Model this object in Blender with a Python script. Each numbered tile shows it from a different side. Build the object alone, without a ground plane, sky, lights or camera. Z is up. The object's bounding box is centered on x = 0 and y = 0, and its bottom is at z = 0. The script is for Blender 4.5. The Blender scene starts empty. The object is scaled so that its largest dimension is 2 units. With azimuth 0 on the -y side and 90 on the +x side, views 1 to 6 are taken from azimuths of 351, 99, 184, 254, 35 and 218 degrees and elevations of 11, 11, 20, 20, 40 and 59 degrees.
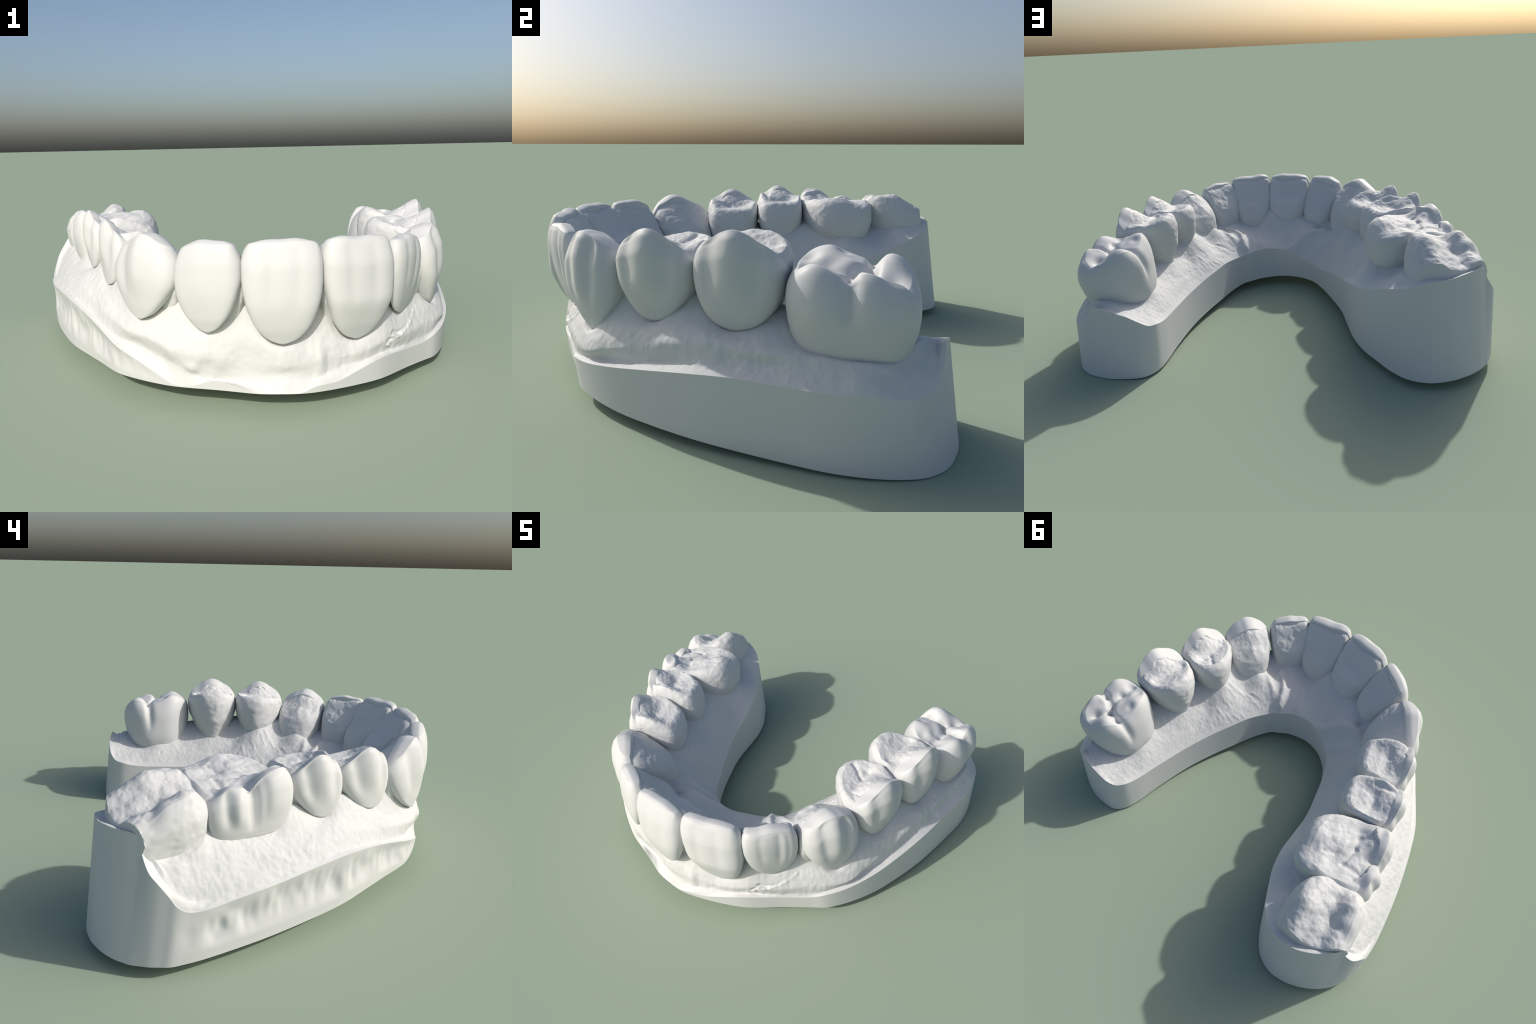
"""Plaster dental cast of an upper jaw: trimmed horseshoe base, gum surface,
thirteen teeth, most of them carrying a smooth facial veneer."""
import bpy, math
import numpy as np


# ----------------------------------------------------------------- helpers
def pchip(pts, x):
    """monotone cubic through (x, y) control points"""
    p = np.array(pts, float)
    X, Y = p[:, 0], p[:, 1]
    h = np.diff(X); d = np.diff(Y) / h
    m = np.zeros(len(X))
    m[0], m[-1] = d[0], d[-1]
    for i in range(1, len(X) - 1):
        if d[i - 1] * d[i] > 0:
            w1, w2 = 2 * h[i] + h[i - 1], h[i] + 2 * h[i - 1]
            m[i] = (w1 + w2) / (w1 / d[i - 1] + w2 / d[i])
    x = np.clip(np.asarray(x, float), X[0], X[-1])
    k = np.clip(np.searchsorted(X, x) - 1, 0, len(X) - 2)
    t = (x - X[k]) / h[k]
    return ((2 * t**3 - 3 * t**2 + 1) * Y[k] + (t**3 - 2 * t**2 + t) * h[k] * m[k]
            + (-2 * t**3 + 3 * t**2) * Y[k + 1] + (t**3 - t**2) * h[k] * m[k + 1])


def smooth_curve(pts, n):
    """centripetal Catmull-Rom through points, resampled evenly to n points"""
    P = np.array(pts, float)
    P = np.vstack([2 * P[0] - P[1], P, 2 * P[-1] - P[-2]])
    out = []
    for i in range(1, len(P) - 2):
        p0, p1, p2, p3 = P[i - 1:i + 3]
        t1 = np.linalg.norm(p1 - p0)**.5; t2 = t1 + np.linalg.norm(p2 - p1)**.5
        t3 = t2 + np.linalg.norm(p3 - p2)**.5
        t = np.linspace(t1, t2, 16, endpoint=False)[:, None]
        a1 = (t1 - t) / t1 * p0 + t / t1 * p1
        a2 = (t2 - t) / (t2 - t1) * p1 + (t - t1) / (t2 - t1) * p2
        a3 = (t3 - t) / (t3 - t2) * p2 + (t - t2) / (t3 - t2) * p3
        b1 = (t2 - t) / t2 * a1 + t / t2 * a2
        b2 = (t3 - t) / (t3 - t1) * a2 + (t - t1) / (t3 - t1) * a3
        out.append((t2 - t) / (t2 - t1) * b1 + (t - t1) / (t2 - t1) * b2)
    out.append(P[-2][None])
    c = np.vstack(out)
    L = np.concatenate([[0], np.cumsum(np.linalg.norm(np.diff(c[:, :2], axis=0), axis=1))])
    s = np.linspace(0, L[-1], n)
    return np.stack([np.interp(s, L, c[:, k]) for k in range(c.shape[1])], 1)


def sstep(a, b, x):
    t = np.clip((np.asarray(x, float) - a) / (b - a), 0, 1)
    return t * t * (3 - 2 * t)


def vnoise(p, seed=0):
    """smooth value noise in [-1, 1] at points p (n,3)"""
    p = np.asarray(p, float)
    i = np.floor(p).astype(np.int64); f = p - i
    f = f * f * f * (f * (f * 6 - 15) + 10)
    def hsh(a):
        n = (a[:, 0] * 73856093) ^ (a[:, 1] * 19349663) ^ (a[:, 2] * 83492791) ^ (seed * 2654435761)
        n = (n ^ (n >> 13)) * 1274126177 & 0x7fffffff
        n = (n ^ (n >> 15)) * 668265263 & 0x7fffffff
        n = n ^ (n >> 16)
        return (n & 0xffff) / 32767.5 - 1
    r = 0
    for dx in (0, 1):
        for dy in (0, 1):
            for dz in (0, 1):
                w = (f[:, 0] if dx else 1 - f[:, 0]) * (f[:, 1] if dy else 1 - f[:, 1]) * (f[:, 2] if dz else 1 - f[:, 2])
                r = r + w * hsh(i + np.array([dx, dy, dz]))
    return r


def fbm(p, seed=0, octaves=3):
    r, a, s = 0, 1., 1.
    for o in range(octaves):
        r = r + a * vnoise(np.asarray(p) * s + 17.3 * o, seed + o)
        a *= .5; s *= 2.03
    return r


def make_mesh(name, verts, faces, mat, sharp=None):
    me = bpy.data.meshes.new(name)
    me.from_pydata([tuple(v) for v in verts], [], faces)
    me.validate(); me.update()
    me.polygons.foreach_set("use_smooth", [True] * len(me.polygons))
    if sharp:
        me.set_sharp_from_angle(angle=math.radians(sharp))
    me.materials.append(mat)
    ob = bpy.data.objects.new(name, me)
    bpy.context.scene.collection.objects.link(ob)
    return ob


# ---------------------------------------------------------------- material
def plaster(name, color, rough, grain):
    m = bpy.data.materials.new(name); m.use_nodes = True
    nt = m.node_tree; N = nt.nodes; L = nt.links
    bs = N["Principled BSDF"]
    tc = N.new("ShaderNodeTexCoord")
    no = N.new("ShaderNodeTexNoise"); no.inputs["Scale"].default_value = 9
    no.inputs["Detail"].default_value = 4
    L.new(tc.outputs["Object"], no.inputs["Vector"])
    cr = N.new("ShaderNodeValToRGB")
    cr.color_ramp.elements[0].position = .3; cr.color_ramp.elements[1].position = .7
    cr.color_ramp.elements[0].color = (*[c * .985 for c in color], 1)
    cr.color_ramp.elements[1].color = (*color, 1)
    L.new(no.outputs["Fac"], cr.inputs["Fac"])
    L.new(cr.outputs["Color"], bs.inputs["Base Color"])
    bs.inputs["Roughness"].default_value = rough
    bs.inputs["Specular IOR Level"].default_value = SPEC
    if grain:
        n2 = N.new("ShaderNodeTexNoise"); n2.inputs["Scale"].default_value = 60
        n2.inputs["Detail"].default_value = 3
        L.new(tc.outputs["Object"], n2.inputs["Vector"])
        bp = N.new("ShaderNodeBump"); bp.inputs["Strength"].default_value = grain
        bp.inputs["Distance"].default_value = .004
        L.new(n2.outputs["Fac"], bp.inputs["Height"])
        L.new(bp.outputs["Normal"], bs.inputs["Normal"])
    return m

SPEC = .3
WHITE = (.61, .62, .612)
MAT_SCAN = plaster("scanned_plaster", WHITE, .62, .12)
MAT_CUT = plaster("trimmed_plaster", WHITE, .6, 0)
MAT_VENEER = plaster("polished_veneer", WHITE, .5, 0)

# ------------------------------------------------------------- base outline
# bottom plane is slightly tilted; walls are sheared toward the front
def zb(x, y):
    return .025 * (.8 - x) + .036 * (.72 - y)
SHEAR = -.14

# outer rim of the trimmed base: x, y at the bottom plane, z of the rim
OUTER = [(-.70, .838, .474), (-.735, .832, .474), (-.77, .823, .486), (-.81, .806, .490), (-.85, .785, .493), (-.90, .748, .500),
         (-.930, .716, .490), (-.944, .70, .44), (-.960, .67, .385), (-.975, .64, .352), (-.987, .605, .312), (-.997, .57, .27), (-.996, .53, .248),
         (-.99, .47, .247), (-.966, .35, .261), (-.934, .22, .272), (-.880, .05, .288), (-.816, -.115, .29),
         (-.738, -.258, .262), (-.683, -.355, .235), (-.60, -.50, .19), (-.52, -.58, .155), (-.45, -.635, .115),
         (-.40, -.667, .088), (-.35, -.69, .086), (-.25, -.729, .113), (-.18, -.76, .097), (-.114, -.788, .079),
         (-.04, -.803, .077), (.026, -.81, .076), (.085, -.806, .096), (.165, -.788, .10), (.25, -.762, .126),
         (.352, -.72, .15), (.50, -.62, .138), (.60, -.556, .137), (.66, -.518, .155), (.725, -.445, .165),
         (.80, -.325, .187), (.858, -.187, .209), (.91, -.03, .230), (.945, .116, .241), (.972, .25, .239),
         (.99, .36, .236), (.992, .47, .236), (.979, .56, .227), (.957, .622, .222), (.91, .677, .247),
         (.868, .702, .29), (.83, .717, .34), (.79, .73, .333), (.73, .738, .32)]
# inner edge: x, y at the bottom plane, z of the rim, sideways lean of the rim
INNER = [(-.64, .834, .47, 0), (-.61, .825, .455, 0), (-.56, .795, .432, 0), (-.507, .735, .408, 0), (-.45, .64, .37, 0),
         (-.405, .56, .34, 0), (-.365, .44, .31, 0), (-.342, .30, .266, 0), (-.32, .16, .23, 0), (-.27, .0, .20, 0),
         (-.225, -.12, .17, 0), (-.165, -.235, .166, 0), (-.09, -.30, .19, 0), (-.02, -.33, .213, 0), (.05, -.339, .228, 0),
         (.11, -.328, .236, 0), (.164, -.312, .235, 0), (.216, -.28, .225, 0), (.255, -.255, .22, 0), (.30, -.19, .222, .002),
         (.335, -.12, .226, .005), (.37, -.035, .220, .008), (.424, .095, .212, .008), (.478, .26, .204, .006), (.520, .46, .205, .004),
         (.542, .60, .215, .002), (.560, .665, .23, 0), (.585, .703, .24, 0), (.625, .731, .272, 0), (.67, .738, .298, 0)]

# gum lines on the cheek/lip side, each running along the arch from the long
# arm to the short arm as (x, y, z): foot fold, swelling, tooth-neck scallop
FOLD = [(-.69, .776, .478), (-.75, .765, .486), (-.83, .733, .494), (-.885, .69, .492), (-.918, .652, .462), (-.942, .61, .392), (-.958, .575, .345), (-.970, .53, .292), (-.970, .46, .266), (-.952, .36, .278), (-.925, .22, .290), (-.87, .06, .305), (-.80, -.13, .302), (-.70, -.31, .258), (-.60, -.475, .215),
        (-.52, -.550, .200), (-.44, -.614, .172), (-.36, -.674, .148), (-.29, -.704, .118), (-.22, -.714, .106), (-.16, -.732, .102), (-.10, -.762, .110),
        (-.035, -.788, .120), (.06, -.786, .118), (.113, -.780, .124), (.178, -.768, .142), (.27, -.740, .148),
        (.367, -.700, .158), (.470, -.643, .157), (.575, -.575, .157), (.655, -.515, .162), (.734, -.402, .188),
        (.797, -.272, .206), (.852, -.120, .239), (.892, -.014, .251), (.932, .15, .262), (.960, .30, .262), (.973, .45, .260),
        (.95, .56, .240), (.91, .62, .258), (.868, .645, .288), (.825, .657, .330), (.785, .672, .328), (.72, .694, .316)]
SWELLING = [(-.68, .7765, .477), (-.74, .755, .480), (-.81, .722, .486), (-.86, .68, .476), (-.900, .64, .450), (-.928, .59, .395), (-.945, .55, .345), (-.952, .49, .315), (-.94, .42, .318), (-.90, .30, .340), (-.84, .043, .343), (-.750, -.18, .345), (-.680, -.318, .305), (-.614, -.446, .278),
            (-.558, -.540, .258), (-.468, -.617, .240), (-.391, -.668, .215), (-.30, -.714, .198), (-.22, -.730, .190), (-.16, -.738, .188), (-.10, -.764, .188),
            (-.035, -.792, .178), (.05, -.790, .176), (.113, -.778, .195), (.18, -.768, .185), (.25, -.752, .184), (.37, -.712, .205), (.47, -.655, .205),
            (.578, -.578, .212), (.655, -.520, .205), (.730, -.447, .210), (.787, -.310, .248), (.846, -.143, .276), (.886, .0, .285), (.918, .15, .281),
            (.948, .30, .278), (.955, .46, .277), (.925, .56, .268), (.89, .60, .285), (.855, .628, .308), (.815, .642, .333), (.775, .662, .326), (.71, .6945, .312)]
SHOULDER = [(-.675, .777, .4765), (-.735, .75, .480), (-.805, .716, .486), (-.855, .672, .476), (-.905, .615, .42), (-.925, .54, .375), (-.915, .46, .365),
            (-.87, .33, .385), (-.825, .15, .378), (-.765, -.03, .385), (-.70, -.19, .385), (-.655, -.32, .345), (-.578, -.442, .315), (-.517, -.552, .292),
            (-.438, -.616, .28), (-.37, -.660, .28), (-.29, -.706, .256), (-.22, -.718, .26), (-.16, -.732, .278), (-.10, -.762, .25), (-.03, -.783, .232),
            (.05, -.772, .24), (.11, -.762, .265), (.18, -.755, .235), (.25, -.735, .222), (.31, -.72, .245), (.37, -.70, .265), (.45, -.645, .262),
            (.53, -.575, .285), (.60, -.53, .28), (.695, -.463, .250), (.742, -.36, .29), (.775, -.26, .308), (.829, -.146, .311), (.862, -.03, .326),
            (.895, .1, .319), (.920, .23, .315), (.932, .36, .306), (.933, .48, .300), (.895, .56, .295), (.845, .61, .32), (.805, .632, .335),
            (.765, .658, .326), (.705, .695, .310)]
NECK = [(-.67, .777, .476), (-.73, .745, .478), (-.80, .71, .482), (-.85, .665, .466), (-.905, .60, .410), (-.908, .516, .388), (-.875, .44, .420), (-.830, .405, .452), (-.835, .34, .415), (-.818, .25, .402), (-.795, .161, .405),
        (-.742, .085, .470), (-.705, -.04, .405), (-.697, -.07, .405), (-.662, -.145, .458), (-.632, -.275, .385), (-.618, -.31, .382), (-.572, -.39, .430),
        (-.50, -.530, .312), (-.475, -.556, .308), (-.366, -.600, .378), (-.29, -.685, .288), (-.265, -.700, .285), (-.162, -.700, .378), (-.05, -.752, .252), (-.005, -.756, .250),
        (.110, -.732, .350), (.228, -.715, .237), (.265, -.705, .235), (.370, -.672, .335), (.445, -.622, .288), (.465, -.608, .288), (.525, -.545, .360),
        (.645, -.475, .266), (.668, -.440, .264), (.655, -.335, .412), (.735, -.23, .338), (.745, -.19, .336), (.727, -.077, .425), (.812, .03, .345), (.818, .075, .344),
        (.78, .215, .395), (.85, .275, .328), (.89, .38, .302), (.89, .52, .302), (.825, .605, .340), (.77, .65, .325), (.70, .695, .308)]
NECK_LINGUAL = [(.208, -.59, .33), (-.044, -.54, .35), (-.224, -.535, .345), (.395, -.545, .365), (.43, -.345, .372),
                (.51, -.13, .385), (.61, .13, .35), (.70, .50, .30), (.62, .43, .31), (.66, .25, .345), (-.345, -.34, .375), (-.385, -.205, .40),
                (-.445, .05, .415), (-.45, .36, .42), (-.49, .46, .40), (-.55, .52, .42), (-.575, .62, .455), (-.60, .70, .465),
                (.10, -.64, .398), (-.14, -.60, .37), (.31, -.58, .345), (.42, -.45, .325), (.465, -.25, .33),
                (.54, .0, .315), (-.27, -.44, .32), (-.35, -.28, .345), (-.40, -.09, .36), (-.435, .18, .385)]
PALATE = [(.09, -.56, .365), (.09, -.48, .295), (.0, -.45, .282), (-.14, -.40, .29), (-.22, -.49, .335), (.20, -.46, .295), (.293, -.405, .316),
          (.27, -.33, .28), (.33, -.30, .285), (.41, -.14, .280), (.475, .02, .276), (.538, .18, .270), (.578, .38, .268),
          (.60, .56, .258), (-.24, -.27, .238), (-.29, -.10, .250), (-.34, .08, .265), (-.385, .25, .298),
          (-.43, .48, .37), (-.49, .60, .40), (-.55, .70, .425)]
RIDGE = [(-.03, -.66, .38), (.23, -.67, .36), (.45, -.58, .36), (.57, -.42, .38), (.65, -.2, .42), (.71, .08, .40),
         (.78, .4, .36), (.77, .64, .33), (-.27, -.62, .37), (-.43, -.46, .39), (-.53, -.24, .42), (-.59, 0, .44),
         (-.64, .26, .46), (-.75, .60, .47)]


def unshear(pts):
    p = np.array(pts, float)
    x, y, z = p.T
    y0 = y.copy()
    for _ in range(4):
        y0 = y - SHEAR * (z - zb(x, y0))
    return np.stack([x, y0, z], 1)


NECK_DENSE = smooth_curve(NECK, 150)
INNER_RIM = np.array([(x + d, y, z) for x, y, z, d in INNER])
ctrl = np.vstack([INNER_RIM, unshear(NECK_DENSE)] + [unshear(g) for g in (NECK_LINGUAL, PALATE, RIDGE)])


def fit_plate(c, reg=2e-5):
    """thin-plate spline height surface through scattered control points"""
    n = len(c)
    d = np.linalg.norm(c[:, None, :2] - c[None, :, :2], axis=2)
    K = np.where(d > 0, d * d * np.log(np.maximum(d, 1e-9)), 0) + reg * np.eye(n)
    P = np.hstack([np.ones((n, 1)), c[:, :2]])
    A = np.block([[K, P], [P.T, np.zeros((3, 3))]])
    return np.linalg.solve(A, np.concatenate([c[:, 2], np.zeros(3)]))


COEF = fit_plate(ctrl)


def gum_height(q):
    r = np.empty(len(q))
    for a in range(0, len(q), 20000):
        s = q[a:a + 20000]
        d = np.linalg.norm(s[:, None] - ctrl[None, :, :2], axis=2)
        K = np.where(d > 0, d * d * np.log(np.maximum(d, 1e-9)), 0)
        r[a:a + 20000] = K @ COEF[:-3] + COEF[-3] + s @ COEF[-2:]
    return r


def along(curve, mid, n):
    """resample a line along the arch so that its k-th point faces the k-th
    station of the mid line"""
    c = smooth_curve(curve, 1400)
    d = np.linalg.norm(c[:, None, :2] - mid[None, ::3, :2], axis=2)
    tau = np.argmin(d, 1) * 3.
    ker = np.ones(41) / 41
    tau = np.convolve(np.pad(tau, 20, mode="edge"), ker, "valid")
    tau = np.maximum.accumulate(tau + np.arange(len(tau)) * 1e-4)
    tau = (tau - tau[0]) / (tau[-1] - tau[0]) * (n - 1)
    k = np.arange(n)
    return np.stack([np.interp(k, tau, c[:, a]) for a in range(c.shape[1])], 1)


def build_base():
    NS, N1, N2, NW = 900, 66, 110, 26
    o = smooth_curve(OUTER, NS); foot = smooth_curve(INNER, NS)
    i = foot[:, :3].copy(); i[:, 0] += foot[:, 3]
    rim = o.copy(); rim[:, 1] += SHEAR * (o[:, 2] - zb(o[:, 0], o[:, 1]))
    ins = .028 * sstep(.37, .47, o[:, 2]) * sstep(4, 70, np.arange(NS))
    rim[:, :2] -= ins[:, None] * (rim[:, :2] - np.array([-.74, .58])) / np.linalg.norm(rim[:, :2] - np.array([-.74, .58]), axis=1)[:, None]
    mid = o * .62 + i * .38
    fold = along(FOLD, mid, NS); swell = along(SWELLING, mid, NS); neck = along(NECK, mid, NS); shoulder = along(SHOULDER, mid, NS)
    core_pt = np.array([-.74, .58])
    for line, part in ((fold, 1.), (swell, .9), (shoulder, .8), (neck, .5)):
        d = line[:, :2] - core_pt
        line[:, :2] -= part * ins[:, None] * d / np.linalg.norm(d, axis=1)[:, None]
    # cheek side: loft rim - fold - swelling - neck
    cs = [2 * rim - fold, rim, fold, swell, shoulder, neck, neck * 2 - shoulder]
    rows = []
    for k, m in ((1, 18), (2, 16), (3, 16), (4, 16)):
        p0, p1, p2, p3 = cs[k - 1], cs[k], cs[k + 1], cs[k + 2]
        for t in np.linspace(0, 1, m, endpoint=False):
            m1 = (p2 - p0) * .38; m2 = (p3 - p1) * .38
            rows.append((2 * t**3 - 3 * t**2 + 1) * p1 + (t**3 - 2 * t**2 + t) * m1 + (-2 * t**3 + 3 * t**2) * p2 + (t**3 - t**2) * m2)
    outer_part = np.stack(rows, 1)
    # inside the arch: height plate from the necks to the inner rim
    n0 = unshear(neck)
    t = np.linspace(0, 1, N2)
    q = n0[:, None, :2] * (1 - t)[None, :, None] + i[:, None, :2] * t[None, :, None]
    flat = q.reshape(-1, 2)
    z = gum_height(flat)
    zz = z.reshape(NS, N2)
    dist_n = np.linalg.norm(q - q[:, :1], axis=2); dist_i = np.linalg.norm(q - q[:, -1:], axis=2)
    zz = zz + (n0[:, 2:] - zz[:, :1]) * np.exp(-(dist_n / .03)**2) + (i[:, 2:] - zz[:, -1:]) * np.exp(-(dist_i / .03)**2)
    z = zz.ravel() + palate_relief(flat) * sstep(0, .02, dist_i.ravel())
    zbf = zb(flat[:, 0], flat[:, 1])
    inner_part = np.stack([flat[:, 0], flat[:, 1] + SHEAR * (z - zbf), z], 1).reshape(NS, N2, 3)
    G = np.concatenate([outer_part, inner_part], 1)
    NT = G.shape[1]
    # surface roughness along the normal, fading at the trimmed edges
    du = np.gradient(G, axis=0); dv = np.gradient(G, axis=1)
    nr = np.cross(du, dv); nr /= np.linalg.norm(nr, axis=2, keepdims=True) + 1e-12
    nr *= np.sign(nr[..., 2:3].mean())
    P = G.reshape(-1, 3)
    edge = np.minimum(np.linalg.norm(G - G[:, :1], axis=2), np.linalg.norm(G - G[:, -1:], axis=2))
    edge = np.minimum(edge, np.minimum(np.linalg.norm(G - G[:1], axis=2), np.linalg.norm(G - G[-1:], axis=2)))
    fade = sstep(0, .03, edge).ravel()
    cheek = np.repeat((np.arange(NT) < N1)[None], NS, 0).ravel()
    dsp = .0024 * fbm(P * 11, 3) + np.where(cheek, .0009, .0008) * fbm(P * 55, 9, 2)
    # fine scratches dragged down the slopes
    sc = P.copy(); sc[:, 2] *= .25
    dsp = dsp + .0008 * vnoise(sc * np.array([90, 90, 60]), 21)
    dsp = dsp * fade + gum_relief(P) * np.where(cheek, 1, 0) * sstep(0, .012, edge.ravel())
    top = P + nr.reshape(-1, 3) * dsp[:, None]
    zlow = zb(top[:, 0], top[:, 1]) + .0015
    top[:, 2] = np.maximum(top[:, 2], zlow)
    u = unshear(top)
    flat = u[:, :2]; zbm = zb(flat[:, 0], flat[:, 1])
    idx = np.arange(NS * NT).reshape(NS, NT)
    f = np.stack([idx[:-1, :-1], idx[:-1, 1:], idx[1:, 1:], idx[1:, :-1]], -1).reshape(-1, 4)
    gum = make_mesh("gum", top, f.tolist(), MAT_SCAN)
    # walls along the boundary of the top grid
    loop = np.concatenate([idx[:, 0], idx[-1, 1:], idx[::-1, -1][1:], idx[0, ::-1][1:-1]])
    n = len(loop)
    flat[idx[:, 0]] = o[:, :2]; flat[idx[:, -1]] = foot[:, :2]; zbm = zb(flat[:, 0], flat[:, 1])
    ring = top[loop]; bot = np.stack([flat[loop, 0], flat[loop, 1], zbm[loop]], 1)
    w = np.linspace(0, 1, NW)
    wall = ring[None] * (1 - w)[:, None, None] + bot[None] * w[:, None, None]
    # finger-pressed hollows along the outer wall of the long arm
    cx = np.roll(bot, -2, 0) - np.roll(bot, 2, 0)
    nrm = np.stack([-cx[:, 1], cx[:, 0]], 1)
    nrm /= np.linalg.norm(nrm, axis=1)[:, None] + 1e-9
    cen = np.array([0, .15])
    flip = np.zeros(n); flip[:NS] = 1
    sgn = np.sign(np.einsum('ij,ij->i', nrm, bot[:, :2] - cen)); nrm *= sgn[:, None]
    arm = flip * sstep(-.45, -.64, bot[:, 0]) * sstep(.58, .42, bot[:, 1])
    for k in range(NW):
        hgt = w[k]
        pr = wall[k].copy(); pr[:, 2] *= .45
        amp = arm * np.sin(np.pi * min(1., hgt * 1.25)) ** 1.2
        d = amp * (.010 * (vnoise(pr * 17, 5)) + .004 * vnoise(pr * 38, 8) - .012)
        wall[k, :, :2] += nrm * d[:, None]
    verts = wall.reshape(-1, 3)
    fi = []
    a = np.arange(n); b = np.roll(a, -1)
    for k in range(NW - 1):
        fi.append(np.stack([k * n + a, k * n + b, (k + 1) * n + b, (k + 1) * n + a], 1))
    faces = np.vstack(fi)[:, ::-1].tolist()
    # flat underside, strip by strip between the outer and the inner edge
    base0 = (NW - 1) * n
    out_i = [base0 + j for j in range(NS)]
    inn_i = [base0 + NS + NT - 2 + NS - 1 - j for j in range(NS)]
    for j in range(NS - 1):
        faces.append([out_i[j], out_i[j + 1], inn_i[j + 1], inn_i[j]])
    e1 = [base0 + NS - 1 + j for j in range(NT)]
    faces.append(e1[::-1]) if len(set(e1)) > 2 else None
    e0 = [base0 + j for j in range(n - NT + 2, n)] + [base0]
    e0 = [inn_i[0]] + e0
    faces.append(e0)
    base = make_mesh("base", verts, faces, MAT_CUT, sharp=35)
    return gum, base


def bump(q, x, y, ang, ra, rb):
    c, s = math.cos(ang), math.sin(ang)
    dx, dy = q[:, 0] - x, q[:, 1] - y
    return np.exp(-(((dx * c + dy * s) / ra)**2 + ((-dx * s + dy * c) / rb)**2))


def palate_relief(q):
    r = np.zeros(len(q))
    # folds (rugae) behind the front teeth, each a raised line on the palate
    for path, wd, h in [([(.37, -.43), (.33, -.405), (.295, -.375), (.268, -.335), (.25, -.29)], .018, .019),
                        ([(.40, -.35), (.36, -.33), (.32, -.31)], .016, .010),
                        ([(-.24, -.395), (-.15, -.385), (-.07, -.355), (-.02, -.325)], .024, .018),
                        ([(-.26, -.30), (-.18, -.29), (-.12, -.265)], .018, .010),
                        ([(-.29, -.23), (-.23, -.22), (-.18, -.20)], .016, .008),
                        ([(.20, -.43), (.17, -.39), (.16, -.35)], .016, .007),
                        ([(.095, -.62), (.095, -.575), (.092, -.53)], .036, .016)]:
        c = smooth_curve(path, 40)
        d = np.min(np.linalg.norm(q[:, None] - c[None], axis=2), axis=1)
        r += h * np.exp(-(d / wd)**2)
    r += -.024 * bump(q, -.215, -.445, .5, .026, .020)
    # crinkles on the lingual slope of the short arm
    for k in range(16):
        x = .36 + .028 * (k % 6) + .01 * math.sin(k * 2.3)
        y = -.22 + .050 * (k // 2) * .9 + .02 * math.cos(k * 1.7)
        r += .0045 * bump(q, x, y, .35 + .25 * math.sin(k * 3.1), .028, .0065) * (1 if k < 11 else .5)
    return r


def gum_relief(q):
    r = np.zeros(len(q))
    # frenum bands and swellings on the front
    for x, y, a, ra, rb, h in []:
        r += h * bump(q, x, y, a, ra, rb)
    for x, y, z, rx, rz, h in [(.105, -.79, .19, .022, .07, .014), (-.335, -.690, .155, .030, .022, .009),
                               (-.40, -.67, .20, .05, .05, .008), (-.28, -.72, .16, .03, .03, -.008), (-.03, -.80, .14, .07, .02, -.008),
                               (.03, -.80, .22, .05, .03, .005)]:
        r += h * np.exp(-((q[:, 0] - x)**2 + (q[:, 1] - y)**2) / rx**2 - ((q[:, 2] - z) / rz)**2)
    # torn crack running up beside the lateral incisor
    path = smooth_curve([(.380, -.700, .185), (.40, -.695, .195), (.405, -.690, .215), (.43, -.675, .205), (.465, -.655, .215), (.50, -.625, .235),
                         (.525, -.60, .255), (.54, -.575, .275)], 26)
    for k, (x, y, z) in enumerate(path):
        big = 1 if k < 9 else .45
        a = math.sin(k * 2.1) + .5 * math.sin(k * 5.3)
        d2 = (q[:, 0] - x)**2 + (q[:, 1] - y)**2 + (q[:, 2] - z)**2
        r += big * (.007 + .005 * a) * np.exp(-d2 / .0055**2)
        d2 = (q[:, 0] - x - .006)**2 + (q[:, 1] - y)**2 + (q[:, 2] - z - .012)**2
        r -= big * .008 * np.exp(-d2 / .008**2)
    return r


# ------------------------------------------------------------------- teeth
# crown frame: u runs from the mesial contact M to the distal contact D,
# v points to the cheek/lip side, z up.
ARCH_CENTRE = np.array([0.02, .10])


class Frame:
    def __init__(self, M, D):
        M, D = np.array(M), np.array(D)
        self.c = (M + D) / 2
        self.W = np.linalg.norm(D - M) / 2
        self.u = (D - M) / (2 * self.W)
        n = np.array([self.u[1], -self.u[0]])
        if n @ (self.c - ARCH_CENTRE) < 0:
            n = -n
        self.v = n
        self.left = self.u[0] * n[1] - self.u[1] * n[0] > 0

    def world(self, u, v, z):
        return np.stack([self.c[0] + u * self.u[0] + v * self.v[0],
                         self.c[1] + u * self.u[1] + v * self.v[1], z], -1)


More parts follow.
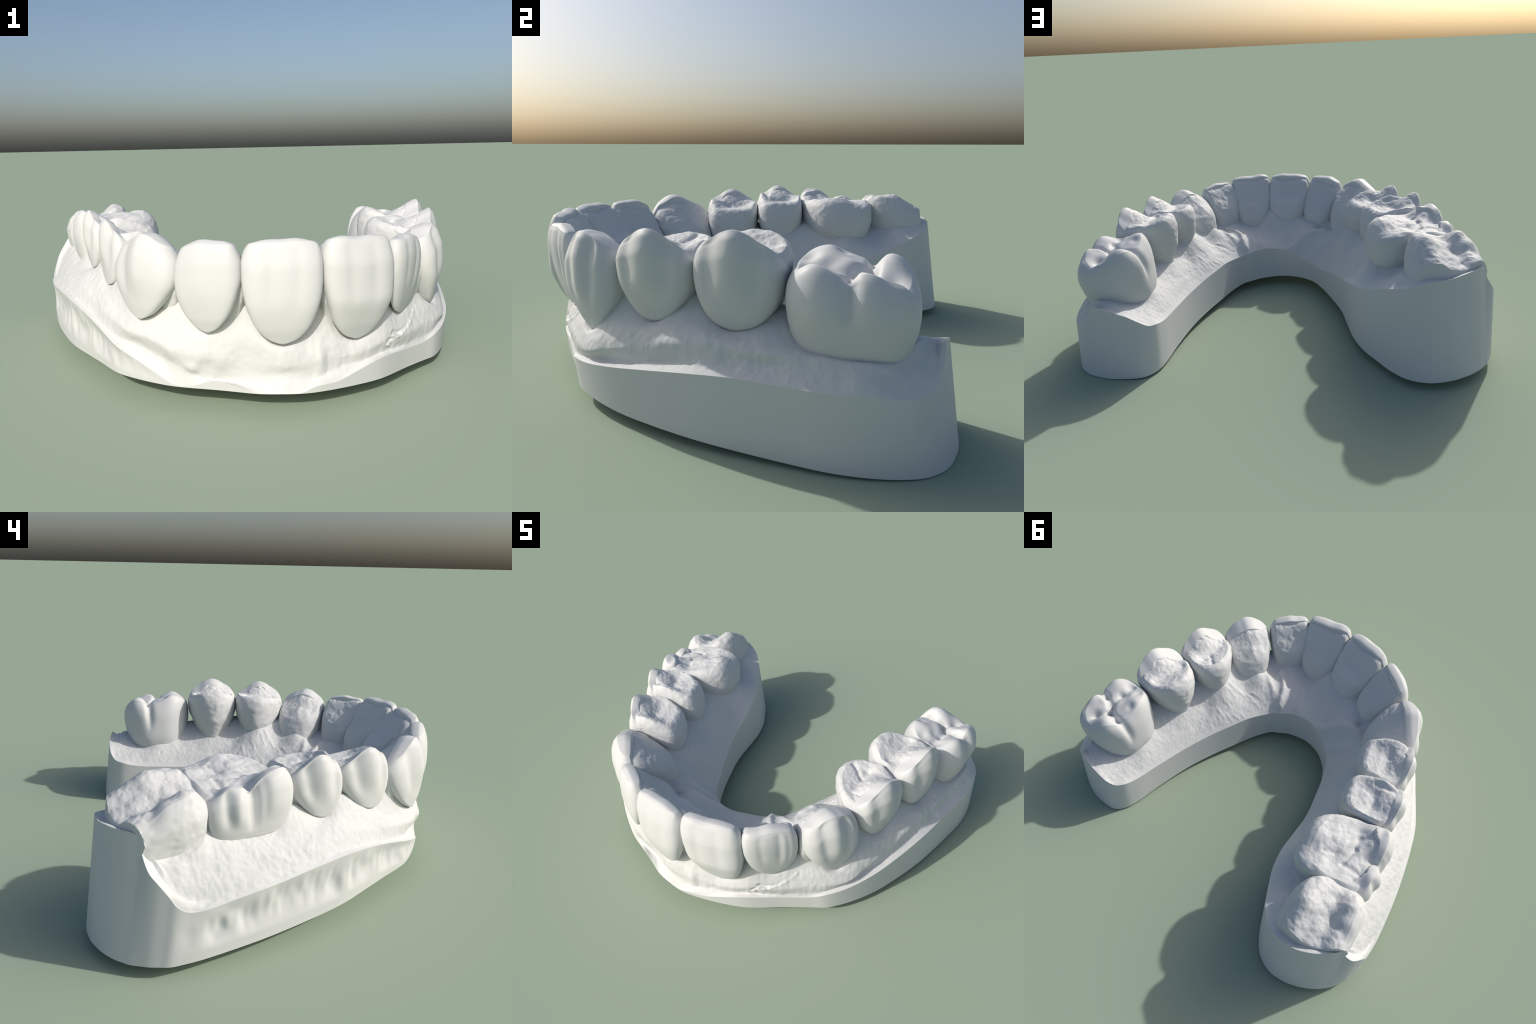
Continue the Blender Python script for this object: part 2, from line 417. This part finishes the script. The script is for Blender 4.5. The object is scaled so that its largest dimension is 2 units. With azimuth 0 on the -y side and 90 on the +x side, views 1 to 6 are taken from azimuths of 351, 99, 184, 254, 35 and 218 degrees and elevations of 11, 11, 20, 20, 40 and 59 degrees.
def crown_top(spec, W):
    """height of the biting surface over (u, v)"""
    def T(u, v):
        z = pchip(spec["ridge"], v)
        if "edge" in spec:
            z = z + pchip(spec["edge"], np.clip(u / W, -1.3, 1.3)) * sstep(spec.get("edge_v", -.2), spec.get("edge_v", -.2) + .12, v)
        if "wave" in spec:
            wa, ws = spec["wave"]
            z = z + wa * (np.sin(u / W * 3.7 + ws * 1.9) + .6 * np.sin(u / W * 8.3 + ws))
        for cu, cv, amp, ru, rv in spec.get("cusps", []):
            z = z + amp * np.exp(-((u / W - cu) / ru)**2 - ((v - cv) / rv)**2)
        for (u0, v0), (u1, v1), depth, wd in spec.get("grooves", []):
            a = np.array([u0 * W, v0]); b = np.array([u1 * W, v1]); d = b - a
            t = np.clip(((u - a[0]) * d[0] + (v - a[1]) * d[1]) / (d @ d), 0, 1)
            dd = (u - a[0] - t * d[0])**2 + (v - a[1] - t * d[1])**2
            z = z - depth * np.exp(-dd / wd**2)
        return z
    return T


def loft(fr, T, z0, width, face, b, l, back, shape, cap, nt=176, nl=64, nc=44, facial=(), ling=(), bowed=False, lean=0.):
    """closed crown: rings of outline sections from the root up to the biting
    surface, then shrinking rings across that surface.
    width/face/back: control points over h; b: bow depth; l: lingual reach"""
    th = np.linspace(0, 2 * np.pi, nt, endpoint=False)
    cs, sn = np.cos(th), np.sin(th)
    nb, nlg, nu, tap, skew = shape
    e = np.where(sn > 0, nb, nlg)
    u0 = np.sign(cs) * np.abs(cs)**(2 / np.where(sn > 0, nu, nlg))
    v0 = np.sign(sn) * np.abs(sn)**(2 / e)
    h = 1 - (1 - np.linspace(0, 1, nl))**1.35
    ws = pchip(width, h); fs = pchip(face, h); ls = pchip(back, h)
    bb = b * np.clip(ws / ws.max(), .18, 1)**1.7 if bowed else b
    U = np.empty((nl, nt)); V = np.empty((nl, nt))
    for k in range(nl):
        bk = bb if np.isscalar(bb) else bb[k]
        dv = fs[k] - bk
        lin = np.maximum(0, -v0)
        uu = fr.W * ws[k] * u0 * (1 - tap * lin**1.6) + skew * lin * l * ls[k] + lean * fr.W * (1 - h[k])**1.4
        vv = np.where(v0 > 0, v0 * bk, v0 * max(l * ls[k] + dv, .012)) + dv
        for fu, fw, amp, h0, h1 in facial:
            g = amp * np.exp(-((u0 - fu) / fw)**2) * np.clip(sn * 2, 0, 1) * sstep(h0, h1, h[k]) * sstep(1.02, .93, h[k])
            vv = vv + g
        for fu, fw, amp, h0, h1 in ling:
            g = amp * np.exp(-((u0 - fu) / fw)**2) * np.clip(-sn * 2, 0, 1) * sstep(h0, h1, h[k])
            vv = vv - g
        U[k], V[k] = uu, vv
    Z = z0 + (T(U, V) - z0) * h[:, None]
    uc, vc = cap
    f = (1 - np.linspace(0, 1, nc + 1)[1:-1])[:, None]
    CU = uc * fr.W + (U[-1] - uc * fr.W)[None] * f
    CV = vc + (V[-1] - vc)[None] * f
    return U, V, Z, CU, CV, f


def crown_mesh(name, fr, parts, T, mat, cap, rough=0, seed=0, clamp=None, capfun=None, rough_face=1.):
    U, V, Z, CU, CV, f = parts
    CZ = T(CU, CV)
    if capfun is not None:
        CZ = CZ + capfun(CU, CV, f)
    uc, vc = cap[0] * fr.W, cap[1]
    pz = T(np.array([uc]), np.array([vc]))
    if capfun is not None:
        pz = pz + capfun(np.array([uc]), np.array([vc]), np.array([0.]))
    P = np.concatenate([fr.world(U, V, Z).reshape(-1, 3), fr.world(CU, CV, CZ).reshape(-1, 3),
                        fr.world(np.array([uc]), np.array([vc]), pz)])
    nt = U.shape[1]; nr = U.shape[0] + CU.shape[0]
    if rough:
        face = np.concatenate([V.ravel(), CV.ravel(), [vc]])
        k = rough * (1 + (rough_face - 1) * sstep(-.02, .04, face))
        for a in range(3):
            P[:, a] += k * (.0050 * fbm(P * 15 + 5 * a, seed + a) + .0022 * fbm(P * 52 + 3 * a, seed + 7 + a, 2)) * (1.3 if a == 2 else .8)
    if clamp is not None:
        P = clamp(P)
    idx = np.arange(nr * nt).reshape(nr, nt)
    nx = np.roll(idx, -1, 1)
    F = np.stack([idx[:-1], nx[:-1], nx[1:], idx[1:]], -1).reshape(-1, 4).tolist()
    last = idx[-1]; ctr = nr * nt
    F += [[int(last[j]), int(last[(j + 1) % nt]), ctr] for j in range(nt)]
    F.append([int(x) for x in idx[0][::-1]])
    if not fr.left:
        F = [q[::-1] for q in F]
    return make_mesh(name, P, F, mat)


# section scale over crown height ------------------------------------------
W_CORE = [(0, .50), (.3, .62), (.55, .86), (.75, .98), (.87, .985), (.93, .96), (.975, .91), (1, .84)]
W_FRONT = [(0, .60), (.35, .78), (.65, .97), (.86, 1.0), (.94, .97), (.98, .92), (1, .86)]
W_INCISOR = [(0, .05), (.05, .36), (.15, .62), (.28, .80), (.48, .94), (.7, 1.0), (.87, 1.0), (.94, .97), (.98, .92), (1, .82)]
W_CANINE = [(0, .05), (.06, .30), (.18, .55), (.35, .78), (.55, .95), (.7, 1.0), (.87, .99), (.95, .92), (1, .80)]
W_PREMOLAR = [(0, .10), (.05, .38), (.15, .57), (.32, .78), (.55, .94), (.74, .99), (.90, 1.0), (.965, .97), (1, .88)]
W_BROAD = [(0, .12), (.05, .44), (.15, .66), (.32, .84), (.55, .96), (.74, 1.0), (.90, 1.0), (.965, .97), (1, .88)]
W_MOLAR = [(0, .55), (.06, .72), (.2, .84), (.45, .96), (.65, 1.0), (.82, .98), (.94, .92), (1, .80)]

BACK_CORE = [(0, .74), (.3, .84), (.6, .98), (.8, .99), (.90, .96), (.96, .90), (1, .81)]
BACK_FRONT = [(0, .86), (.4, .97), (.65, 1.0), (.82, .98), (.93, .93), (1, .85)]
FLAT = [(0, 1.), (1, 1.)]

TEETH = []


def front_tooth(name, M, D, apex, top, face, bow, l, lv, ridge, vridge, edge, width=W_INCISOR, facial=(), skew=0., tap=.16, nl=3.0, nf=2.9, lean=0., seed=1,
                root=.2, core_drop=0., capc=(-.0, -.06)):
    TEETH.append(dict(kind="front", name=name, M=M, D=D, apex=apex, face=face, bow=bow, l=l, lv=lv, ridge=ridge, vridge=vridge,
                      edge=edge, width=width, facial=facial, skew=skew, tap=tap, nl=nl, seed=seed, root=root, capc=capc, lean=lean, nf=nf))


def cheek_tooth(name, M, D, apex, face, bow, l, core, veneer=None, lv=.12, width=W_PREMOLAR, facial=(), skew=0., tap=.15, seed=1,
                root=.25, nb=2.8, nl=2.2, capc=(0, -.08), scan=True, wcore=W_CORE, ling=(), rough=.6, clamp=None, back=BACK_CORE, rim=(-.12, .122, .72), lean=-.25):
    TEETH.append(dict(kind="cheek", name=name, M=M, D=D, apex=apex, face=face, bow=bow, l=l, core=core, veneer=veneer, lv=lv, width=width,
                      facial=facial, skew=skew, tap=tap, seed=seed, root=root, nb=nb, nl=nl, capc=capc, scan=scan, wcore=wcore,
                      ling=ling, rough=rough, clamp=clamp, back=back, rim=rim, lean=lean))


INC_GROOVE = ((-.38, .18, -.004, .25, .7), (.30, .18, -.004, .25, .7))

# --- front teeth: ridge = lingual surface heights over v, vridge = veneer top
front_tooth("central_incisor", (.109, -.796), (-.161, -.757), .250, .607,
            face=[(0, .018), (.2, .043), (.5, .059), (.8, .053), (.95, .036), (1, .024)], bow=.058, l=.225, lv=.035,
            ridge=[(-.25, .355), (-.22, .40), (-.18, .44), (-.13, .48), (-.08, .54), (-.045, .578), (-.02, .584), (.05, .57)],
            vridge=[(-.06, .572), (-.035, .594), (-.015, .604), (.005, .607), (.025, .598), (.05, .574)],
            edge=[(-1.2, -.05), (-1, -.028), (-.85, -.006), (-.5, 0), (0, .001), (.5, 0), (.78, -.006), (1, -.035), (1.2, -.06)],
            facial=INC_GROOVE, seed=11)
front_tooth("central_incisor", (.109, -.796), (.374, -.736), .233, .607,
            face=[(0, -.018), (.2, .020), (.5, .050), (.8, .051), (.95, .036), (1, .025)], bow=.058, l=.20, lv=.035,
            ridge=[(-.23, .335), (-.20, .385), (-.16, .425), (-.11, .475), (-.07, .543), (-.045, .578), (-.02, .584), (.05, .57)],
            vridge=[(-.06, .572), (-.035, .594), (-.015, .604), (.005, .607), (.025, .598), (.05, .574)],
            edge=[(-1.2, -.05), (-1, -.028), (-.85, -.006), (-.5, 0), (0, .001), (.5, 0), (.75, -.008), (1, -.04), (1.2, -.06)],
            facial=INC_GROOVE, seed=12, lean=.10)
front_tooth("lateral_incisor", (-.161, -.757), (-.371, -.631), .285, .605,
            face=[(0, .026), (.2, .046), (.5, .056), (.8, .050), (.95, .038), (1, .028)], bow=.055, l=.195, lv=.035,
            ridge=[(-.21, .36), (-.18, .41), (-.14, .45), (-.10, .495), (-.06, .548), (-.04, .575), (-.02, .580), (.05, .56)],
            vridge=[(-.06, .572), (-.035, .594), (-.015, .603), (.005, .606), (.025, .598), (.05, .580)],
            edge=[(-1.2, -.07), (-1, -.04), (-.7, -.010), (-.25, .002), (.2, -.004), (.6, -.022), (1, -.06), (1.2, -.08)],
            facial=((0.1, .4, .004, .2, .6),), seed=13, width=[(0, .05), (.05, .30), (.15, .55), (.3, .78), (.5, .93), (.7, 1.0), (.86, .98), (.95, .90), (1, .80)])
front_tooth("lateral_incisor", (.374, -.736), (.540, -.572), .286, .585,
            face=[(0, -.010), (.2, .012), (.5, .032), (.8, .040), (.95, .034), (1, .026)], bow=.045, l=.16, lv=.030,
            ridge=[(-.18, .38), (-.155, .42), (-.12, .46), (-.08, .515), (-.055, .55), (-.035, .566), (-.015, .568), (.05, .55)],
            vridge=[(-.06, .555), (-.035, .573), (-.015, .582), (.005, .584), (.025, .576), (.05, .560)],
            edge=[(-1.2, -.05), (-1, -.025), (-.8, -.005), (-.4, 0), (.3, -.002), (.7, -.015), (1, -.05), (1.2, -.07)],
            facial=((-.40, .14, -.003, .2, .6), (.28, .14, -.005, .2, .6), (.62, .10, -.002, .2, .6)), seed=14, lean=.10)
CANINE_EDGE = [(-1.2, -.11), (-1, -.075), (-.6, -.035), (-.25, -.008), (0, 0), (.25, -.012), (.6, -.04), (1, -.075), (1.2, -.11)]
front_tooth("canine", (-.371, -.631), (-.585, -.388), .305, .612,
            face=[(0, .060), (.2, .070), (.5, .074), (.75, .066), (.9, .050), (1, .032)], bow=.075, l=.225, lv=.04,
            ridge=[(-.25, .36), (-.22, .405), (-.17, .46), (-.11, .53), (-.06, .575), (-.02, .590), (.08, .57)],
            vridge=[(-.06, .585), (-.035, .602), (0, .613), (.08, .605)],
            edge=[(-1.2, -.10), (-1, -.07), (-.65, -.03), (-.3, -.002), (-.15, 0), (.2, -.016), (.6, -.05), (1, -.09), (1.2, -.12)],
            facial=((-.15, .22, .010, .2, .6), (.38, .20, -.012, .2, .6), (.70, .35, -.008, 0, .3)), width=W_CANINE, nf=2.5, lean=-.12, seed=15, tap=.28, nl=2.4)
front_tooth("canine", (.542, -.566), (.682, -.335), .259, .597,
            face=[(0, .050), (.2, .070), (.5, .086), (.75, .082), (.9, .066), (1, .050)], bow=.085, l=.205, lv=.04,
            ridge=[(-.23, .38), (-.20, .43), (-.15, .485), (-.09, .54), (-.03, .575), (.02, .582), (.09, .57)],
            vridge=[(-.06, .565), (-.02, .585), (.03, .598), (.09, .592)],
            edge=CANINE_EDGE, facial=((0, .20, .010, .2, .6), (-.42, .16, -.008, .2, .6), (.42, .16, -.010, .2, .6)), width=W_CANINE, nf=2.7, lean=.20, seed=16, skew=.1, tap=.12, nl=2.6)

PM_FACIAL = ((-.02, .28, .010, .15, .6), (-.52, .20, -.008, .2, .6), (.52, .20, -.010, .2, .6))
PM_EDGE = [(-1.2, -.095), (-1, -.066), (-.8, -.045), (-.5, -.028), (-.2, -.006), (0, 0), (.22, -.008), (.55, -.034), (.8, -.05), (1, -.068), (1.2, -.095)]

cheek_tooth("premolar", (.682, -.335), (.752, -.062), .334,
            face=[(0, .045), (.2, .062), (.5, .078), (.75, .078), (.9, .066), (1, .052)], bow=.08, l=.228,
            core=dict(ridge=[(-.27, .52), (-.235, .565), (-.20, .583), (-.15, .572), (-.10, .556), (-.05, .571), (.01, .598), (.09, .615)],
                      edge=PM_EDGE, edge_v=-.09, cusps=[(.85, -.08, .015, .25, .05), (-.7, -.03, -.015, .35, .04)],
                      grooves=[((-.6, -.07), (.45, -.10), .010, .018), ((.1, -.10), (.3, -.17), .010, .012)]),
            veneer=dict(ridge=[(-.2, .56), (-.10, .568), (-.03, .585), (.03, .615), (.055, .626), (.1, .615)], edge=PM_EDGE, edge_v=-.14),
            lv=.15, facial=PM_FACIAL, seed=21, skew=.14, lean=.02)
cheek_tooth("premolar", (.752, -.062), (.798, .220), .341,
            face=[(0, .062), (.2, .080), (.5, .090), (.75, .088), (.9, .076), (1, .062)], bow=.09, l=.228,
            core=dict(ridge=[(-.27, .54), (-.235, .585), (-.20, .604), (-.15, .592), (-.10, .570), (-.05, .581), (.01, .608), (.09, .625)],
                      edge=PM_EDGE, edge_v=-.09, cusps=[(.85, -.08, .01, .25, .05), (-.7, -.02, -.015, .35, .04)],
                      grooves=[((-.6, -.08), (.6, -.08), .012, .018)]),
            veneer=dict(ridge=[(-.2, .575), (-.10, .58), (-.03, .595), (.03, .625), (.06, .638), (.1, .628)], edge=PM_EDGE, edge_v=-.14),
            lv=.15, facial=PM_FACIAL, seed=22, width=W_BROAD, lean=.0)
cheek_tooth("premolar", (-.585, -.388), (-.679, -.137), .381,
            face=[(0, .020), (.2, .024), (.5, .026), (.75, .022), (.9, .013), (1, .002)], bow=.06, l=.265,
            core=dict(ridge=[(-.28, .49), (-.25, .535), (-.22, .550), (-.17, .548), (-.12, .555), (-.07, .58), (-.02, .61), (.06, .62)],
                      edge=PM_EDGE, edge_v=-.10, cusps=[(-.85, -.12, .03, .3, .07), (.85, -.14, .02, .3, .06)],
                      grooves=[((-.2, -.11), (.2, -.11), .012, .03)]),
            veneer=dict(ridge=[(-.2, .55), (-.10, .575), (-.05, .605), (-.01, .632), (.02, .640), (.06, .632)], edge=PM_EDGE, edge_v=-.14),
            lv=.13, rim=(-.12, .090, .74), facial=PM_FACIAL, seed=23, skew=-.15, tap=-.06, nl=2.6)
cheek_tooth("premolar", (-.679, -.137), (-.748, .090), .403,
            face=[(0, .018), (.2, .028), (.5, .034), (.75, .032), (.9, .022), (1, .010)], bow=.06, l=.28,
            core=dict(ridge=[(-.30, .52), (-.265, .565), (-.23, .582), (-.18, .580), (-.12, .585), (-.07, .605), (-.02, .63), (.06, .635)],
                      edge=PM_EDGE, edge_v=-.10, cusps=[(-.85, -.12, .03, .3, .07), (.85, -.14, .015, .3, .06)],
                      grooves=[((-.2, -.12), (.3, -.11), .012, .03), ((-.7, -.13), (-.55, -.02), .012, .012)]),
            veneer=dict(ridge=[(-.2, .56), (-.10, .595), (-.05, .62), (-.01, .645), (.02, .654), (.06, .645)], edge=PM_EDGE, edge_v=-.14),
            lv=.13, rim=(-.12, .090, .74), facial=PM_FACIAL, seed=24, skew=-.10, tap=-.16, nl=2.7)

M1_RIDGE = [(-.40, .52), (-.36, .565), (-.31, .595), (-.24, .597), (-.17, .588), (-.11, .585), (-.06, .592), (-.01, .60), (.08, .60)]
M1_EDGE = [(-1.2, -.03), (-1, -.008), (-.7, .017), (-.35, .008), (-.05, -.020), (.08, -.036), (.25, -.028), (.6, -.036), (1, -.055), (1.2, -.07)]
cheek_tooth("molar", (-.748, .090), (-.831, .417), .400,
            face=[(0, .032), (.2, .044), (.5, .052), (.75, .048), (.9, .036), (1, .02)], bow=.055, l=.365,
            core=dict(ridge=M1_RIDGE, edge=M1_EDGE, edge_v=-.12,
                      cusps=[(-.1, -.28, .010, .4, .06), (.6, -.28, -.015, .4, .08), (.4, -.17, -.012, .3, .05), (-.6, -.12, -.008, .3, .04)],
                      grooves=[((-.05, -.10), (.45, -.13), .008, .012), ((-.05, -.10), (-.6, -.11), .007, .014),
                               ((.25, -.18), (.33, -.23), .007, .012), ((-.6, -.04), (-.25, -.14), .006, .014), ((.45, -.13), (.55, -.03), .006, .012)]),
            veneer=dict(ridge=[(-.2, .56), (-.10, .595), (-.05, .608), (-.01, .612), (.02, .614), (.08, .604)], edge=M1_EDGE, edge_v=-.14,
                        cusps=[(-.72, -.02, -.008, .16, .020), (.50, .0, .012, .22, .028), (-.5, .005, .006, .3, .03), (.85, -.02, -.012, .2, .04)],
                        grooves=[((.08, .05), (.05, -.04), .012, .018)]),
            lv=.085, rim=(-.10, .085, .80), width=[(0, .80), (.06, .88), (.2, .92), (.5, .98), (.7, 1.0), (.85, .98), (.95, .94), (1, .88)],
            lean=0., facial=((.05, .13, -.022, .05, .6), (-.45, .3, .008, .2, .6), (.42, .16, .010, .2, .6), (.62, .12, -.012, .2, .6), (-.2, .1, -.006, .2, .6)),
            seed=25, skew=.06, tap=-.02, nb=3.0, nl=3.1, capc=(0, -.17),
            wcore=[(0, .62), (.3, .76), (.55, .95), (.75, 1.05), (.87, 1.05), (.94, 1.02), (.98, .96), (1, .90)])

M2_RIDGE = [(-.22, .47), (-.18, .54), (-.13, .59), (-.09, .598), (-.03, .57), (.03, .556), (.09, .565), (.13, .56), (.17, .53)]


def cut_back(P):
    """the trimming plane slices the last molar flush with the back wall"""
    o = smooth_curve(OUTER, 600)[:, :2]; i = smooth_curve(INNER, 600)[:, :2]
    bk = np.vstack([i[:60][::-1], o[:44]])
    bk = bk[np.argsort(bk[:, 0])]
    lim = np.interp(P[:, 0], bk[:, 0], bk[:, 1])
    lim = lim + SHEAR * (P[:, 2] - zb(P[:, 0], lim)) - .004 - .056 * np.clip(P[:, 2], 0, .5)
    P = P.copy()
    back = P[:, 1] > .55
    P[:, 1] = np.where(back, np.minimum(P[:, 1], lim), P[:, 1])
    return P


cheek_tooth("molar", (-.728, .405), (-.800, .790), .38,
            face=[(0, .118), (.3, .135), (.6, .152), (.8, .158), (.93, .144), (1, .120)], bow=.15, l=.190,
            core=dict(ridge=M2_RIDGE, edge=[(-1.2, -.03), (-1, -.01), (-.6, .012), (-.2, .004), (.2, -.018), (.5, -.045), (.75, -.068), (1, -.088), (1.2, -.11)], edge_v=-.6,
                      cusps=[(-.45, .08, .025, .3, .05), (.2, .13, -.008, .3, .05), (-.1, -.10, .015, .35, .05)],
                      grooves=[((-.5, .02), (.4, .03), .012, .03), ((.0, .03), (.15, .13), .009, .03), ((-.1, .03), (-.3, .09), .008, .02)]),
            seed=26, tap=.02, skew=.12, nb=3.0, nl=2.3, capc=(0, 0), rough=.65, clamp=cut_back, root=.3,
            wcore=[(0, .78), (.3, .86), (.6, .97), (.8, .98), (.93, .92), (1, .82)])

cheek_tooth("molar", (.790, .222), (.814, .600), .26,
            face=[(0, .100), (.15, .118), (.4, .134), (.65, .145), (.80, .141), (.90, .130), (.96, .117), (1, .100)], bow=.14, l=.188,
            core=dict(ridge=[(-.22, .480), (-.18, .515), (-.12, .536), (-.05, .530), (.0, .520), (.05, .518), (.10, .520), (.15, .500)],
                      edge=[(-1.2, -.01), (-1, .010), (-.7, .014), (0, 0), (.7, -.008), (1, -.028), (1.2, -.05)], edge_v=-.6,
                      cusps=[(-.38, -.105, .032, .36, .07), (.56, -.08, .034, .26, .06), (-.52, .095, .026, .30, .055), (.24, .10, .022, .24, .055),
                             (-.05, -.035, .012, .18, .03), (.10, .055, .010, .12, .03), (-.22, -.105, -.012, .12, .022), (-.70, -.055, -.013, .15, .025),
                             (-.72, .02, -.011, .14, .025), (-.40, -.02, -.010, .15, .02), (.62, .03, -.008, .2, .03)],
                      grooves=[((-.72, .0), (-.35, .012), .010, .016), ((-.35, .012), (.05, .0), .014, .018), ((.05, .0), (-.04, .07), .016, .016),
                               ((-.04, .07), (-.02, .16), .022, .018), ((.05, .0), (.24, -.03), .018, .018), ((.24, -.03), (.28, -.10), .022, .018),
                               ((.28, -.10), (.24, -.2), .022, .018), ((.24, -.02), (.55, .02), .016, .020), ((.55, .02), (.95, .06), .014, .024)]),
            width=W_MOLAR, wcore=[(0, .66), (.08, .82), (.25, .91), (.5, .98), (.7, 1.0), (.82, .99), (.90, .965), (.96, .92), (1, .85)],
            facial=((.0, .11, -.018, .35, .85), (-.45, .25, .006, .2, .6), (.36, .2, .004, .3, .7)),
            ling=((.26, .13, -.016, .5, .9),),
            back=[(0, .88), (.12, .97), (.35, 1.02), (.6, 1.0), (.78, .97), (.88, .92), (.95, .85), (1, .74)],
            seed=27, tap=.18, nb=3.1, nl=2.8, capc=(0, -.02), scan=False, rough=0, root=.27)


def shell_top(Tv, Tc, W, vc, rv, su, lv, seed):
    """veneer surface: a rim around the cheek side that dives under the
    scanned biting surface along a wavy oval border"""
    def T(u, v):
        u = np.asarray(u, float); v = np.asarray(v, float)
        q = np.stack([np.ravel(u) * 45, np.ravel(v) * 45, np.ravel(v) * 0 + seed], 1)
        wob = .07 * fbm(q, seed, 2).reshape(u.shape)
        r = np.sqrt((u / (su * W))**2 + (np.maximum(v - vc, 0) / rv)**2) + wob
        a = np.maximum(sstep(1.10, .90, r), sstep(-lv + .035, -lv + .015, v))
        z, low = Tv(u, v), Tc(u, v) - .022
        return z * (1 - a) + np.minimum(z, low) * a
    return T


def build_teeth(thing):
    for s in TEETH:
        fr = Frame(s["M"], s["D"])
        if s["kind"] == "front":
            lf = s["l"] / .22
            Tc = crown_top(dict(ridge=s["ridge"], edge=s["edge"], edge_v=-.22,
                                cusps=[(.05, -.085 * lf, -.014, .50, .045), (.80, -.10 * lf, .009, .22, .07), (-.80, -.10 * lf, .009, .22, .07),
                                       (0, -.165 * lf, .008, .45, .03)]), fr.W)
            core_face = [(h, v - .024 - .07 * (1 - h)) for h, v in s["face"]]
            parts = loft(fr, Tc, s["root"], W_FRONT, core_face, .03, s["l"], BACK_FRONT, (2.4, s["nl"], 2.6, s["tap"], s["skew"]), s["capc"])
            tooth = crown_mesh(s["name"], fr, parts, Tc, MAT_SCAN, s["capc"], rough=.6, seed=s["seed"], rough_face=.4)
            Tv = crown_top(dict(ridge=s["vridge"], edge=s["edge"], edge_v=-.3, wave=(.0028, s["seed"])), fr.W)
            cap = (0, 0.)
            backv = [(0, .0), (.3, .5), (.7, 1.0), (.9, 1.0), (1, .8)]
            parts = loft(fr, Tv, s["apex"], s["width"], s["face"], s["bow"], s["lv"], backv, (s["nf"], 2.6, s["nf"] + .4, 0., 0.), cap, facial=s["facial"], nc=24, bowed=True, lean=s["lean"])
            ven = crown_mesh("veneer", fr, parts, Tv, MAT_VENEER, cap)
        else:
            Tc = crown_top(s["core"], fr.W)
            cf = s["face"] if s["veneer"] is None else [(h, v - .02 - .06 * (1 - h)) for h, v in s["face"]]
            parts = loft(fr, Tc, s["root"], s["wcore"], cf, s["bow"], s["l"], s["back"], (s["nb"], s["nl"], max(2.5, s["nb"]), s["tap"], s["skew"]), s["capc"],
                         facial=s["facial"] if s["veneer"] is None else (), ling=s["ling"], nl=80, nc=60, nt=200)
            tooth = crown_mesh(s["name"], fr, parts, Tc, MAT_SCAN if s["scan"] else MAT_VENEER, s["capc"], rough=s["rough"], seed=s["seed"], clamp=s["clamp"])
            ven = None
            if s["veneer"] is not None:
                vc, rv, su = s["rim"]
                Tv = shell_top(crown_top(s["veneer"], fr.W), Tc, fr.W, vc, rv, su, s["lv"], s["seed"])
                cap = (0, -.03)
                backv = [(0, .0), (.3, .4), (.7, .95), (.9, 1.0), (1, .9)]
                parts = loft(fr, Tv, s["apex"], s["width"], s["face"], s["bow"], s["lv"], backv, (s["nb"], 2.8, max(2.6, s["nb"]), .05, 0.), cap, facial=s["facial"], nc=70, nl=70, nt=220, bowed=True, lean=s["lean"])
                ven = crown_mesh("veneer", fr, parts, Tv, MAT_VENEER, cap)
        tooth.parent = thing
        if ven:
            ven.parent = tooth


def main():
    thing = bpy.data.objects.new("dental_cast", None)
    bpy.context.scene.collection.objects.link(thing)
    thing["label"] = "white plaster dental cast of an upper jaw with veneered teeth"
    thing["category"] = "dental model"
    gum, base = build_base()
    base.parent = thing
    gum.parent = thing
    build_teeth(thing)


main()
